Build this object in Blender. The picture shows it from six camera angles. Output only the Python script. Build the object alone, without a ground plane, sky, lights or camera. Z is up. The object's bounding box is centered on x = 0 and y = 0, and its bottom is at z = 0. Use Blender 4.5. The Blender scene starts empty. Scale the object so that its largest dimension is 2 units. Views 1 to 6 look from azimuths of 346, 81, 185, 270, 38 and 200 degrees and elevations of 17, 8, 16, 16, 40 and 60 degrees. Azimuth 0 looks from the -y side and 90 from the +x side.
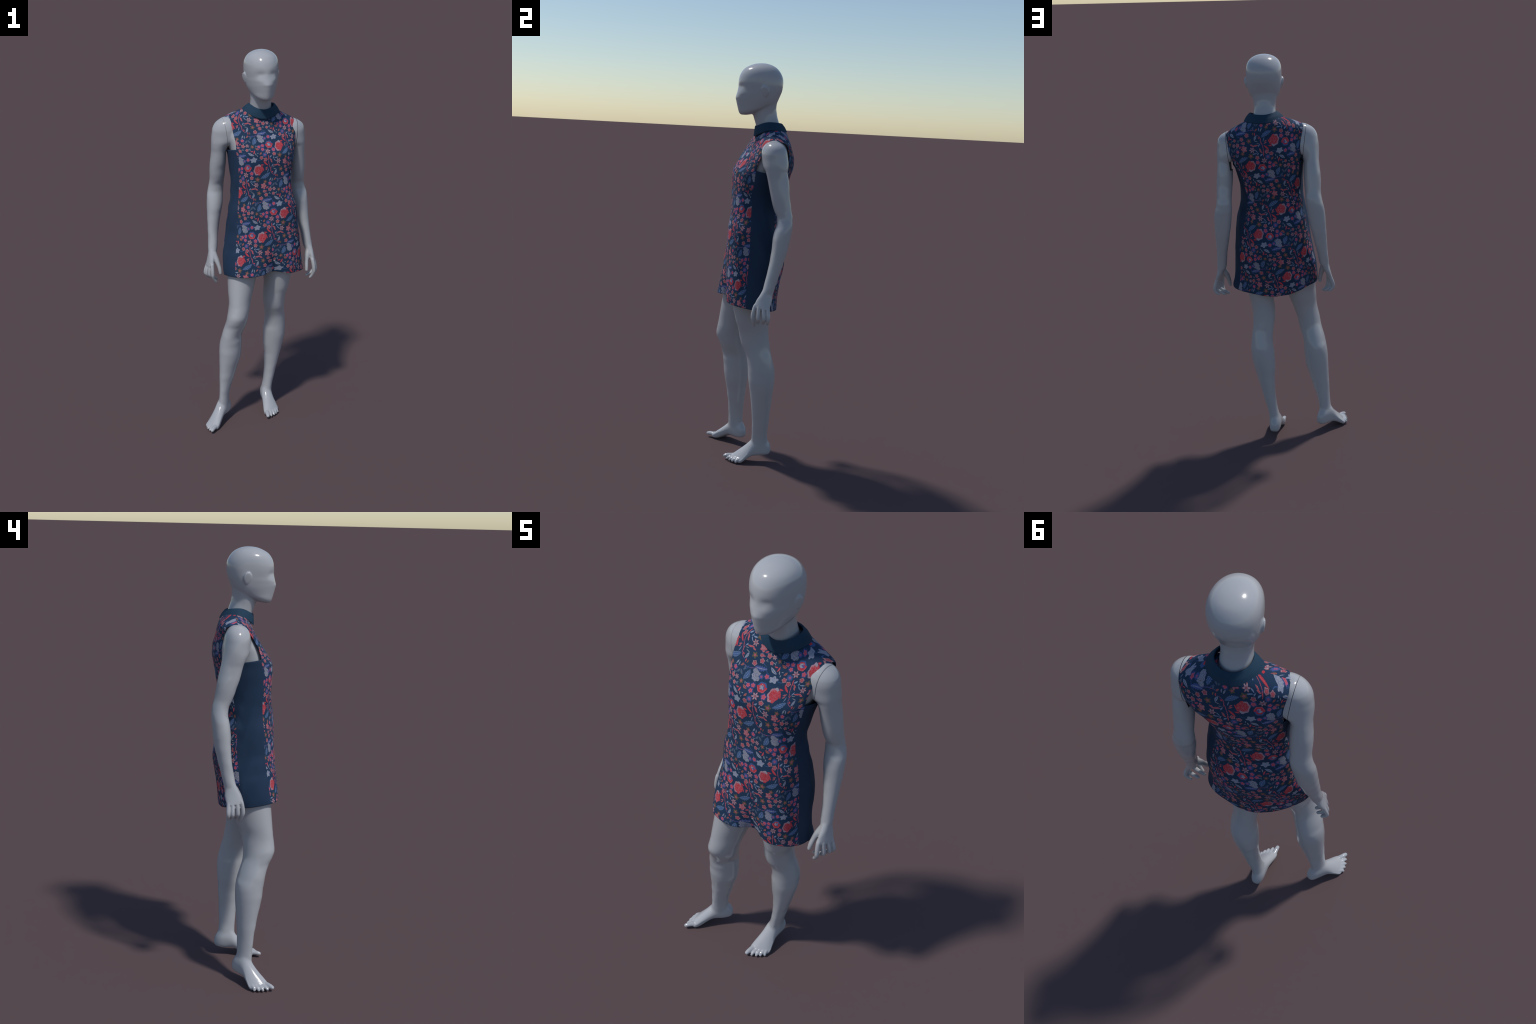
import bpy, bmesh, math, random, mathutils, mathutils.noise
import numpy as np
from mathutils import Vector

random.seed(7)
TAU = math.tau
V3 = lambda *p: np.array(p, float)


# ------------------------------------------------------------------ helpers
def smooth_curve(keys, at):
    """Monotone cubic interpolation of table rows (first column = parameter)."""
    k = np.array(sorted(keys), float)
    x, y = k[:, 0], k[:, 1:]
    h = np.diff(x)[:, None]
    d = np.diff(y, axis=0) / h
    m = np.zeros_like(y)
    same = d[:-1] * d[1:] > 0
    w1, w2 = 2 * h[1:] + h[:-1], h[1:] + 2 * h[:-1]
    with np.errstate(divide="ignore", invalid="ignore"):
        m[1:-1] = np.where(same, (w1 + w2) / (w1 / d[:-1] + w2 / d[1:]), 0)
    m[0], m[-1] = d[0], d[-1]
    at = np.atleast_1d(np.asarray(at, float))
    i = np.clip(np.searchsorted(x, at) - 1, 0, len(x) - 2)
    t = np.clip((at - x[i]) / h[i, 0], 0, 1)[:, None]
    H = h[i]
    return ((1 + 2 * t) * (1 - t) ** 2 * y[i] + t * (1 - t) ** 2 * H * m[i]
            + t * t * (3 - 2 * t) * y[i + 1] + t * t * (t - 1) * H * m[i + 1])


class Soup:
    """Collects closed shells that are then fused into one skin."""

    def __init__(self):
        self.v, self.f = [], []

    def add(self, verts, faces):
        o = len(self.v)
        self.v += [tuple(map(float, p)) for p in verts]
        self.f += [[i + o for i in f] for f in faces]

    def loft(self, rings):
        n, m = len(rings[0]), len(rings)
        verts = [p for r in rings for p in r] + [np.mean(rings[0], 0), np.mean(rings[-1], 0)]
        faces = [[i * n + j, i * n + (j + 1) % n, (i + 1) * n + (j + 1) % n, (i + 1) * n + j]
                 for i in range(m - 1) for j in range(n)]
        a, b = m * n, m * n + 1
        faces += [[a, (j + 1) % n, j] for j in range(n)]
        faces += [[b, (m - 1) * n + j, (m - 1) * n + (j + 1) % n] for j in range(n)]
        self.add(verts, faces)

    def tube(self, points, radii, flat=1.0, up=(0, 0, 1), n=20, steps=9):
        """Rounded tube through points; flat squeezes it along `up`."""
        pts, rad = np.array(points, float), np.array(radii, float)
        s = np.concatenate([[0], np.cumsum(np.linalg.norm(np.diff(pts, axis=0), axis=1))])
        at = np.linspace(0, s[-1], steps * (len(pts) - 1) + 1)
        c = smooth_curve([(a, *p, r) for a, p, r in zip(s, pts, rad)], at)
        cen, r = c[:, :3], c[:, 3]
        tan = np.gradient(cen, axis=0)
        tan /= np.linalg.norm(tan, axis=1)[:, None]
        rings, ang = [], np.arange(n) / n * TAU

        def ring(o, t, rr):
            u = np.array(up, float) - t * np.dot(up, t)
            u /= np.linalg.norm(u)
            w = np.cross(t, u)
            return [o + rr * (math.cos(a) * w + flat * math.sin(a) * u) for a in ang]

        for q in (0.15, 0.5, 0.8):
            rings.append(ring(cen[0] - tan[0] * r[0] * math.sqrt(1 - q * q), tan[0], r[0] * q))
        for o, t, rr in zip(cen, tan, r):
            rings.append(ring(o, t, rr))
        for q in (0.9, 0.75, 0.5, 0.15):
            rings.append(ring(cen[-1] + tan[-1] * r[-1] * math.sqrt(1 - q * q), tan[-1], r[-1] * q))
        self.loft(rings)

    def ball(self, centre, radii):
        rings = []
        for i in range(1, 14):
            a = math.pi * i / 14
            rings.append([np.array(centre) + np.array(radii) * (math.sin(a) * math.cos(b), math.sin(a) * math.sin(b), math.cos(a))
                          for b in np.arange(24) / 24 * TAU])
        self.loft(rings)

    def skin(self, name, voxel, rounds, extra=()):
        """Fuse all shells into one smooth surface."""
        me = bpy.data.meshes.new(name)
        me.from_pydata(self.v, [], self.f)
        bm = bmesh.new()
        bm.from_mesh(me)
        bmesh.ops.recalc_face_normals(bm, faces=bm.faces)
        bm.to_mesh(me)
        bm.free()
        ob = bpy.data.objects.new(name, me)
        bpy.context.collection.objects.link(ob)
        m = ob.modifiers.new("fuse", "REMESH")
        m.mode, m.voxel_size, m.adaptivity = "VOXEL", voxel, 0
        m = ob.modifiers.new("soften", "SMOOTH")
        m.factor, m.iterations = 0.5, rounds
        done = bpy.data.meshes.new_from_object(ob.evaluated_get(bpy.context.evaluated_depsgraph_get()))
        bpy.data.objects.remove(ob)
        bpy.data.meshes.remove(me)
        relax(done, extra)
        return done


def relax(me, extra):
    """Extra local smoothing: each entry is (rounds, weight of a point cloud)."""
    if not extra:
        return
    n = len(me.vertices)
    co = np.empty(n * 3); me.vertices.foreach_get("co", co); co = co.reshape(-1, 3)
    ed = np.empty(len(me.edges) * 2, np.int64); me.edges.foreach_get("vertices", ed); ed = ed.reshape(-1, 2)
    for rounds, weight in extra:
        w = np.clip(weight(co[:, 0], co[:, 1], co[:, 2]), 0, 1)
        pick = (w[ed] > .001).any(1)
        e = ed[pick]
        cnt = np.bincount(e.ravel(), minlength=n)
        w = np.where(cnt > 0, w, 0)[:, None]
        for _ in range(rounds):
            tot = np.stack([np.bincount(e[:, 0], co[e[:, 1], k], n) + np.bincount(e[:, 1], co[e[:, 0], k], n) for k in range(3)], 1)
            co = co + .5 * w * (tot / np.maximum(cnt, 1)[:, None] - co)
    me.vertices.foreach_set("co", co.ravel())
    me.update()


def bump(v, lo, hi, soft):
    """1 between lo and hi, fading to 0 over `soft` outside."""
    return np.clip(1 - np.maximum(np.maximum(lo - v, v - hi), 0) / soft, 0, 1)


def oval(cx, cy, a, b, skew, z, n=48, front=2.0, back=2.0, turn=0.0):
    """Horizontal super-ellipse; front is -y. skew is the x*y covariance of the oval."""
    out = []
    for t in np.arange(n) / n * TAU:
        c, s = math.cos(t), math.sin(t)
        e = 2 / (front if s < 0 else back)
        x, y = math.copysign(abs(c) ** e, c), math.copysign(abs(s) ** e, s)
        px = a * x
        py = skew / a * x + math.sqrt(max(b * b - (skew / a) ** 2, 1e-9)) * y
        if turn:
            px, py = px * math.cos(turn) - py * math.sin(turn), px * math.sin(turn) + py * math.cos(turn)
        out.append(V3(cx + px, cy + py, z))
    return out


def make_object(name, mesh, parent, material):
    ob = bpy.data.objects.new(name, mesh)
    bpy.context.collection.objects.link(ob)
    ob.parent = parent
    mesh.materials.clear()
    mesh.materials.append(material)
    for p in mesh.polygons:
        p.use_smooth = True
    return ob


def split_regions(mesh, label_of, parent, material):
    """Separate one smooth skin into named parts that keep the whole skin's normals."""
    n = len(mesh.vertices)
    co = np.empty(n * 3, np.float32)
    mesh.vertices.foreach_get("co", co)
    co = co.reshape(-1, 3)
    nor = np.empty(n * 3, np.float32)
    mesh.vertices.foreach_get("normal", nor)
    nor = nor.reshape(-1, 3)
    groups = {}
    for p in mesh.polygons:
        vs = list(p.vertices)
        groups.setdefault(label_of(co[vs].mean(0)), []).append(vs)
    made = {}
    for label, faces in groups.items():
        used = np.unique(np.concatenate(faces))
        new = np.full(n, -1)
        new[used] = np.arange(len(used))
        me = bpy.data.meshes.new(label)
        me.from_pydata(co[used].tolist(), [], [[int(new[i]) for i in f] for f in faces])
        name = label.split("#")[0]
        made[label] = make_object(name, me, parent, material)
        me.normals_split_custom_set_from_vertices(nor[used].tolist())
    return made


# ------------------------------------------------------------------ measured shape tables
# limbs: height, centre x, centre y, half width, half depth, skew
RIGHT_LEG = [
    (1.02, -0.05, 0.01, 0.1, 0.12, 0), (.95, -0.07, -0.008, 0.096, 0.112, 0), (.85, -0.094, -0.028, 0.083, 0.097, 0.0012), (.75, -0.1135, -0.049, 0.07, 0.085, 0.0012),
    (.72, -0.119, -0.057, 0.065, 0.08, 0.0012), (.69, -0.125, -0.064, 0.0615, 0.0765, 0.001), (.66, -0.132, -0.0695, 0.06, 0.0755, 0.0008), (.63, -0.14, -0.073, 0.059, 0.0745, 0.0007),
    (.60, -0.1455, -0.0685, 0.059, 0.07, 0.0006), (.57, -0.153, -0.059, 0.0585, 0.065, 0.0003), (.54, -0.1633, -0.0487, 0.0578, 0.0645, 0.0005), (.51, -0.1717, -0.0403, 0.0573, 0.0655, 0.0007),
    (.48, -0.176, -0.035, 0.0598, 0.067, 0.0004), (.45, -0.179, -0.031, 0.0618, 0.066, 0.0004), (.42, -0.182, -0.03, 0.0618, 0.065, 0.00044), (.39, -0.184, -0.028, 0.0608, 0.062, 0.00045),
    (.36, -0.188, -0.026, 0.0578, 0.058, 0.0005), (.33, -0.194, -0.024, 0.0528, 0.053, 0.0005), (.30, -0.199, -0.022, 0.0488, 0.049, 0.0005), (.27, -0.205, -0.021, 0.0448, 0.046, 0.0005),
    (.24, -0.21, -0.019, 0.0408, 0.042, 0.0005), (.21, -0.216, -0.018, 0.0358, 0.04, 0.0005), (.18, -0.221, -0.017, 0.0328, 0.039, 0.0005), (.15, -0.225, -0.016, 0.0318, 0.038, 0.0005),
    (.12, -0.228, -0.015, 0.0308, 0.038, 0.00045), (.08, -0.228, -0.012, 0.0278, 0.032, 0.0003)]
LEFT_LEG = [
    (1.02, 0.11, 0.012, 0.098, 0.118, 0), (.95, 0.114, 0.003, 0.094, 0.114, -0.0006), (.85, 0.107, -0.001, 0.078, 0.1, -0.0006), (.75, 0.098, 0.005, 0.0645, 0.083, -0.0006),
    (.72, 0.0925, 0.011, 0.062, 0.078, -0.0005), (.69, 0.0885, 0.016, 0.06, 0.075, -0.0002), (.66, 0.0875, 0.021, 0.059, 0.073, 0), (.63, 0.089, 0.028, 0.0565, 0.071, 0),
    (.60, 0.092, 0.038, 0.0555, 0.066, 0), (.57, 0.096, 0.048, 0.0555, 0.064, 0), (.54, 0.098, 0.055, 0.0565, 0.065, 0), (.51, 0.098, 0.061, 0.0585, 0.067, 0),
    (.48, 0.095, 0.064, 0.0605, 0.068, 0), (.45, 0.093, 0.066, 0.0605, 0.067, -0.0001), (.42, 0.09, 0.068, 0.0585, 0.064, -0.0001), (.39, 0.086, 0.07, 0.0555, 0.06, -0.0001),
    (.36, 0.083, 0.071, 0.05, 0.056, -0.0001), (.33, 0.08, 0.073, 0.045, 0.053, -0.0001), (.30, 0.075, 0.074, 0.041, 0.05, -0.0001), (.27, 0.071, 0.075, 0.037, 0.047, -0.0001),
    (.24, 0.066, 0.076, 0.033, 0.045, 0), (.21, 0.061, 0.077, 0.031, 0.043, 0), (.18, 0.055, 0.077, 0.029, 0.042, 0), (.15, 0.049, 0.078, 0.028, 0.042, 0),
    (.12, 0.043, 0.079, 0.028, 0.042, 0), (.08, 0.042, 0.082, 0.026, 0.036, 0)]
RIGHT_ARM = [
    (1.672, -.118, .045, .020, .012, 0), (1.662, -.118, .044, .040, .034, 0), (1.646, -.118, .043, .064, .048, 0), (1.628, -.118, .043, .077, .056, 0), (1.604, -.118, .044, .085, .061, 0),
    (1.575, -.120, .048, .087, .063, 0), (1.545, -.140, .051, .069, .060, 0), (1.52, -.162, .057, .047, .053, 0),
    (1.49, -.170, .065, .039, .050, -.0001), (1.46, -.172, .072, .040, .050, -.0001), (1.43, -.174, .079, .042, .049, -.0001), (1.40, -.176, .087, .042, .046, 0),
    (1.37, -.177, .094, .041, .044, 0), (1.34, -.179, .103, .039, .041, 0), (1.31, -.182, .113, .041, .038, .0001), (1.28, -.187, .115, .043, .038, .0001),
    (1.25, -.192, .111, .044, .040, .0001), (1.22, -.195, .107, .044, .041, .0001), (1.19, -.199, .104, .042, .041, .0001), (1.16, -.203, .102, .039, .039, .0002),
    (1.13, -.208, .098, .036, .037, .0002), (1.10, -.212, .093, .033, .034, .0002), (1.07, -.216, .088, .031, .032, .0002), (1.04, -.220, .081, .028, .030, .0001),
    (1.01, -.224, .074, .0265, .029, 0), (.98, -.228, .067, .0255, .028, 0), (.955, -.232, .061, .022, .029, 0)]
LEFT_ARM = [
    (1.640, .213, .052, .020, .012, 0), (1.630, .213, .051, .040, .034, 0), (1.614, .213, .052, .064, .050, 0), (1.596, .213, .053, .076, .059, 0), (1.572, .213, .054, .0805, .063, 0),
    (1.543, .215, .058, .080, .064, 0), (1.513, .236, .061, .060, .059, 0), (1.49, .252, .064, .043, .051, 0),
    (1.46, .256, .071, .039, .050, 0), (1.43, .257, .077, .040, .049, 0), (1.40, .258, .082, .041, .047, 0), (1.37, .260, .087, .040, .045, 0),
    (1.34, .261, .094, .039, .044, 0), (1.31, .262, .102, .038, .041, 0), (1.28, .263, .112, .039, .037, 0), (1.25, .267, .112, .043, .038, 0),
    (1.22, .272, .105, .044, .041, 0), (1.19, .274, .100, .043, .042, 0), (1.16, .276, .096, .041, .040, 0), (1.13, .279, .092, .038, .038, 0),
    (1.10, .281, .086, .035, .036, 0), (1.07, .284, .079, .032, .033, 0), (1.04, .287, .072, .029, .032, 0), (1.01, .290, .064, .027, .030, 0),
    (.98, .292, .056, .026, .029, 0), (.95, .295, .048, .0255, .0275, 0), (.925, .298, .042, .022, .028, 0)]


def limb(soup, table, step=.006, front=2.0, back=2.0):
    zs = np.arange(table[-1][0], table[0][0] + 1e-6, step)
    rows = smooth_curve(table, zs)
    soup.loft([oval(*r, z, 40, front, back) for z, r in zip(zs, rows)])


# ------------------------------------------------------------------ head and neck
HEAD_X = .0575
# height, front y, back y, y of widest place, half width, front roundness
HEAD = [
    (1.7525, -.092, -.070, -.080, .010, 2.0), (1.7545, -.0975, -.055, -.075, .019, 1.9), (1.758, -.1015, -.040, -.066, .029, 1.8), (1.766, -.106, -.020, -.050, .042, 1.8),
    (1.778, -.110, .010, -.030, .054, 1.76), (1.792, -.114, .045, -.008, .063, 1.74), (1.808, -.1185, .073, .005, .071, 1.72), (1.822, -.1220, .079, .010, .0765, 1.70),
    (1.832, -.1245, .083, .012, .0795, 1.68), (1.842, -.1220, .087, .014, .0815, 1.74), (1.855, -.1185, .092, .016, .0835, 1.84), (1.870, -.1155, .0975, .017, .085, 1.9),
    (1.885, -.1140, .1005, .017, .086, 2.0), (1.905, -.1135, .1025, .016, .0868, 2.08), (1.925, -.1115, .1015, .014, .0865, 2.1), (1.942, -.1065, .0965, .010, .0845, 2.1),
    (1.957, -.0985, .0885, .006, .0795, 2.1), (1.970, -.0880, .0785, .004, .072, 2.05), (1.981, -.0720, .0665, .003, .061, 2.0), (1.990, -.0530, .0500, .002, .046, 2.0),
    (1.996, -.0350, .0330, .002, .030, 2.0), (1.9995, -.0120, .0150, .001, .012, 2.0)]
NECK = [  # height, centre y, half width, half depth
    (1.83, .030, .062, .048), (1.80, .024, .060, .052), (1.78, .021, .056, .0555), (1.765, .021, .054, .059), (1.745, .026, .0535, .0585), (1.725, .033, .055, .0585),
    (1.705, .039, .058, .058), (1.685, .044, .062, .056), (1.66, .048, .070, .052), (1.63, .050, .08, .050)]


def head_rings():
    rings = []
    zs = np.concatenate([np.linspace(1.7525, 1.99, 110), np.linspace(1.991, 1.9995, 10)])
    for z, (yf, yb, yc, w, p) in zip(zs, smooth_curve(HEAD, zs)):
        ring = []
        for t in np.arange(96) / 96 * TAU:
            c, s = math.cos(t), math.sin(t)
            # the front is a blend of a round oval and a keel-like wedge
            x = w * c
            if s < 0:
                wedge = (1 - abs(c) ** p) ** (1 / p) if abs(c) < 1 else 0
                y = yc - (yc - yf) * wedge
            else:
                y = yc + (yb - yc) * s
            if s < 0:
                # eye hollows either side of the bridge
                q = math.exp(-((abs(x) - .031) / .020) ** 2 - ((z - 1.884) / .014) ** 2)
                y += .0048 * q
                # full cheek shelf beside the nose, turning in below it
                q = math.exp(-((abs(x) - .034) / .020) ** 2 - ((z - 1.850) / .013) ** 2)
                y -= .0020 * q
            ring.append(V3(HEAD_X + x, y, z))
        rings.append(ring)
    return rings


def ear(soup, side):
    """Flat disc-like ear, leaning back and standing off at the top."""
    rings = []
    for k, q in ((-.009, .55), (-.008, .8), (-.005, .95), (0, 1.0), (.004, .96), (.006, .8), (.0068, .5), (.007, .15)):
        ring = []
        for t in np.arange(40) / 40 * TAU:
            c, s = math.cos(t), math.sin(t)
            y = .019 * q * c * (1 if s > 0 else 1 + .22 * s)
            h = .028 * q * s
            off = .0838 + k + .20 * h * (1 if h > 0 else 1.15) + .36 * y
            ring.append(V3(HEAD_X + side * off, .004 + y - .10 * h, 1.8635 + h))
        rings.append(ring)
    soup.loft(rings)


# ------------------------------------------------------------------ feet
FOOT = [  # along, half width, sideways centre, bottom, top
    (.002, .010, 0, .055, .082), (.010, .020, 0, .045, .100), (.025, .027, 0, .0385, .122), (.050, .0305, 0, .036, .135), (.075, .0315, .001, .034, .137), (.095, .0325, .002, .032, .126),
    (.112, .0345, .004, .027, .104), (.130, .037, .006, .019, .085), (.148, .0395, .0075, .010, .068), (.165, .0425, .0085, .002, .0530), (.178, .0435, .009, -.0005, .0415),
    (.188, .0420, .009, .0000, .0335), (.195, .037, .008, .008, .0270)]
TOES = [  # tip along, sideways, tip radius, root along, root sideways, root radius, tip height
    (.2440, -.0200, .0098, .190, -.0180, .0125, .0165), (.2300, .0005, .0062, .185, .0025, .0092, .0105), (.2170, .0180, .0066, .178, .0160, .0095, .0095),
    (.2030, .0310, .0068, .169, .0285, .0095, .0090), (.1870, .0440, .0070, .158, .0370, .0090, .0090)]


def foot(soup, heel, angle, outer):
    f = V3(math.sin(angle) * -1, -math.cos(angle), 0)
    r = V3(-f[1], f[0], 0)
    r = r if r[0] * outer > 0 else -r
    at = lambda a, s, z: V3(*heel, 0) + f * a + r * s + V3(0, 0, z)
    s_at = np.linspace(FOOT[0][0], FOOT[-1][0], 60)
    rings = []
    for a, (w, c, lo, hi) in zip(s_at, smooth_curve(FOOT, s_at)):
        ring = []
        slant = .55 * max(0, min(1, (a - .09) / .10))     # the toe line runs back on the outer side
        for t in np.arange(40) / 40 * TAU:
            x, y = math.cos(t), math.sin(t)
            px = math.copysign(abs(x) ** (.55 if y < 0 else .8), x)
            pz = math.copysign(abs(y) ** (.6 if y < 0 else 1.0), y)
            tilt = -px * .12 * (hi - lo) * max(0, min(1, (a - .08) / .06)) * (1 if y > 0 else 0)
            arch = .012 * max(0, -px) * math.exp(-((a - .105) / .035) ** 2) if y < 0 else 0
            side = c + w * px * (1 - .25 * max(0, y))
            ring.append(at(a - slant * side * (.9 if side > 0 else .5), side, (lo + hi) / 2 + (hi - lo) / 2 * pz + tilt + arch))
        rings.append(ring)
    soup.loft(rings)
    for ta, ts, tr, ra, rs, rr, tz in TOES:
        big = tr > .009
        mid = at(ta * .55 + ra * .45, ts * .55 + rs * .45, tz + (.003 if big else .0070))
        soup.tube([at(ra - .020, rs * .85, .0215), at(ra, rs, .0200), mid, at(ta - tr, ts, tz)], [rr, rr, (rr + tr) / 2, tr], .95)


# ------------------------------------------------------------------ hands
def hand(soup, wrist, knuckles, middles, tips, thumb, bulge):
    """wrist: (centre, half depth); finger joints run from index to little finger."""
    k = [V3(*p) for p in knuckles]
    c0, c1 = V3(*wrist), sum(k) / 4
    across0 = V3(0, 1, 0)
    rings = []
    for t in np.linspace(0, 1.06, 12):
        c = c0 * (1 - t) + c1 * t
        ac = (k[3] - k[0]) / np.linalg.norm(k[3] - k[0])
        ac = across0 * (1 - t) + ac * t
        ac /= np.linalg.norm(ac)
        ax = (c1 - c0) / np.linalg.norm(c1 - c0)
        nm = np.cross(ac, ax)
        wide = float(smooth_curve([(0, .0275), (.3, .031), (.6, .0365), (.9, .0375), (1.06, .0360)], t)[0, 0])
        thick = float(smooth_curve([(0, .0215), (.3, .0190), (.6, .0155), (.9, .0125), (1.06, .0100)], t)[0, 0])
        rings.append([c + ac * wide * math.copysign(abs(math.cos(a)) ** .9, math.cos(a)) + nm * thick * math.sin(a) for a in np.arange(32) / 32 * TAU])
    soup.loft(rings)
    for i, (a, b, e) in enumerate(zip(k, middles, tips)):
        b, e = V3(*b), V3(*e)
        r = (.0098, .0100, .0097, .0088)[i]
        d = (b + e) / 2 + bulge * .35
        soup.tube([a + (c0 - a) * .22, a, b, d, e], [r, r * 1.03, r * .98, r * .88, r * .72], 1.0, (1, 0, 0))
    soup.tube([V3(*p) for p in thumb], [.016, .0145, .0115, .0105, .0085], 1.0, (1, 0, 0))


# ------------------------------------------------------------------ dress shape
TILT = [(.8, 0), (1.30, 0), (1.48, -.06), (1.56, -.0876), (1.8, -.0876)]
DRESS = [  # height, centre x, half width, front y, back y, front roundness, back roundness, turn (degrees)
    (1.706, .056, .060, .012, .092, 2.0, 2.0, 0), (1.700, .056, .085, .006, .110, 2.0, 2.0, 0), (1.690, .054, .107, .001, .121, 2.1, 2.1, 1), (1.675, .053, .142, -.006, .130, 2.2, 2.2, 1),
    (1.657, .053, .178, -.015, .136, 2.3, 2.3, 1), (1.635, .055, .205, -.024, .142, 2.4, 2.4, 2), (1.60, .054, .204, -.042, .150, 2.6, 2.5, 4),
    (1.56, .049, .196, -.064, .160, 2.8, 2.6, 5.5), (1.52, .0455, .182, -.091, .162, 2.7, 2.6, 6), (1.48, .042, .171, -.1155, .156, 2.6, 2.5, 5),
    (1.44, .038, .166, -.117, .149, 2.7, 2.4, 4), (1.40, .035, .161, -.116, .143, 2.8, 2.3, 2), (1.36, .032, .157, -.116, .134, 2.8, 2.3, 0),
    (1.32, .031, .156, -.117, .125, 2.8, 2.3, -3), (1.28, .031, .159, -.119, .119, 2.8, 2.3, -5), (1.24, .033, .167, -.123, .119, 2.8, 2.3, -6),
    (1.20, .034, .177, -.128, .125, 2.8, 2.3, -6), (1.16, .033, .183, -.130, .134, 2.8, 2.3, -6), (1.12, .032, .188, -.132, .144, 2.8, 2.3, -5),
    (1.08, .031, .192, -.135, .151, 2.7, 2.3, -4), (1.04, .029, .198, -.140, .154, 2.7, 2.3, -2), (1.00, .026, .203, -.144, .149, 2.6, 2.2, 0),
    (.96, .022, .208, -.149, .139, 2.5, 2.2, 1), (.92, .021, .211, -.153, .131, 2.4, 2.2, 3), (.88, .022, .214, -.155, .125, 2.4, 2.2, 5),
    (.845, .026, .218, -.155, .121, 2.4, 2.2, 8), (.80, .026, .219, -.155, .119, 2.4, 2.2, 8)]


def dress_ring(z, n=720, grow=0.0):
    cx, a, yf, yb, pf, pb, turn = smooth_curve(DRESS, z)[0]
    tilt = smooth_curve(TILT, z)[0, 0]
    cy, b = (yf + yb) / 2, (yb - yf) / 2
    t = np.arange(n) / n * TAU
    c, s = np.cos(t), np.sin(t)
    p = np.where(s < 0, pf, pb)
    x = (a + grow) * np.sign(c) * np.abs(c) ** (2 / p)
    y = (b + grow) * np.sign(s) * np.abs(s) ** (2 / p)
    g = math.radians(turn)
    X = cx + x * math.cos(g) - y * math.sin(g)
    Y = cy + x * math.sin(g) + y * math.cos(g)
    return np.stack([X, Y, z + tilt * (X - .045)], 1)
# seams of the four dress panels: slice height, x, y (nearest place on the slice is used)
SEAMS = {
    "right_front": [(1.72, -.122, .043), (1.657, -.122, .043), (1.645, -.120, .020), (1.620, -.117, -.017), (1.585, -.115, -.040), (1.555, -.113, -.058), (1.535, -.112, -.066), (1.500, -.110, -.068),
                    (1.45, -.099, -.073), (1.40, -.094, -.071), (1.36, -.091, -.066), (1.31, -.096, -.068), (1.24, -.106, -.073), (1.19, -.112, -.078), (1.12, -.124, -.085), (1.05, -.136, -.096),
                    (.97, -.149, -.112), (.91, -.158, -.124), (.84, -.168, -.140)],
    "right_back": [(1.72, -.122, .043), (1.657, -.122, .043), (1.652, -.124, .072), (1.630, -.125, .090), (1.60, -.126, .102), (1.565, -.128, .110), (1.50, -.128, .108), (1.44, -.126, .092),
                   (1.38, -.124, .072), (1.32, -.122, .058), (1.26, -.126, .047), (1.20, -.134, .040), (1.14, -.145, .036), (1.075, -.155, .034), (1.01, -.164, .025), (.95, -.174, .018), (.84, -.185, -.004)],
    "left_front": [(1.72, .232, .050), (1.657, .232, .050), (1.645, .234, .026), (1.625, .237, -.004), (1.60, .238, -.018), (1.572, .236, -.026), (1.54, .229, -.032), (1.505, .217, -.031),
                   (1.45, .205, -.033), (1.40, .200, -.039), (1.30, .190, -.039), (1.14, .210, -.040), (1.05, .218, -.042), (.96, .224, -.046), (.84, .238, -.050)],
    "left_back": [(1.72, .232, .050), (1.657, .232, .050), (1.650, .229, .080), (1.62, .225, .100), (1.58, .220, .115), (1.53, .210, .125), (1.478, .199, .130), (1.42, .183, .118),
                  (1.363, .169, .103), (1.30, .160, .100), (1.22, .168, .100), (1.156, .177, .100), (1.075, .190, .097), (.99, .199, .093), (.91, .208, .090), (.84, .218, .085)]}
HEM = [(-.199, -.028, .851), (-.180, -.075, .857), (-.147, -.110, .860), (-.080, -.140, .860), (-.030, -.135, .862), (.020, -.120, .866), (.060, -.125, .863), (.13, -.115, .850),
       (.20, -.070, .843), (.225, -.040, .838), (.248, .010, .831), (.22, .07, .824), (.13, .12, .812), (.04, .128, .803), (-.05, .12, .806), (-.12, .10, .821), (-.17, .05, .842)]
ARMHOLE = 1.505     # slice height of the underarm edge
N_FRONT, N_SIDE = 96, 34


def hem_height(x, y):
    a = math.atan2(y + .01, x - .025)
    tab = sorted((math.atan2(p[1] + .01, p[0] - .025), p[2]) for p in HEM)
    tab = [(t - TAU, z) for t, z in tab] + tab + [(t + TAU, z) for t, z in tab]
    return smooth_curve(tab, a)[0, 0]


def cloth_relief(p, z, side):
    """How far the cloth stands in or out: drape between the thighs, soft folds."""
    x, y = p[0], p[1]
    d = 0.0
    low = max(0.0, min(1.0, (1.10 - z) / .24)) ** 1.4
    if y < 0:
        d -= .046 * low * math.exp(-((x - .060) / .048) ** 2)
        d += .004 * low * math.exp(-((x + .12) / .05) ** 2)
    else:
        d += .004 * low * math.sin(x * 26 + 1.0)
    q = Vector((x * 7, y * 7, z * 3.2))
    d += .0030 * (mathutils.noise.noise(q) + .5 * mathutils.noise.noise(q * 2.3 + Vector((3, 1, 7))))
    # slanting drag lines on the back waist and on the sides
    if y > .02:
        d += .0022 * math.sin((z + .45 * x) * 62) * math.exp(-((z - 1.25) / .12) ** 2)
    if side:
        d += .0018 * math.sin((z * .35 + y) * 95) * math.exp(-((z - 1.2) / .25) ** 2)
    return d


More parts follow.
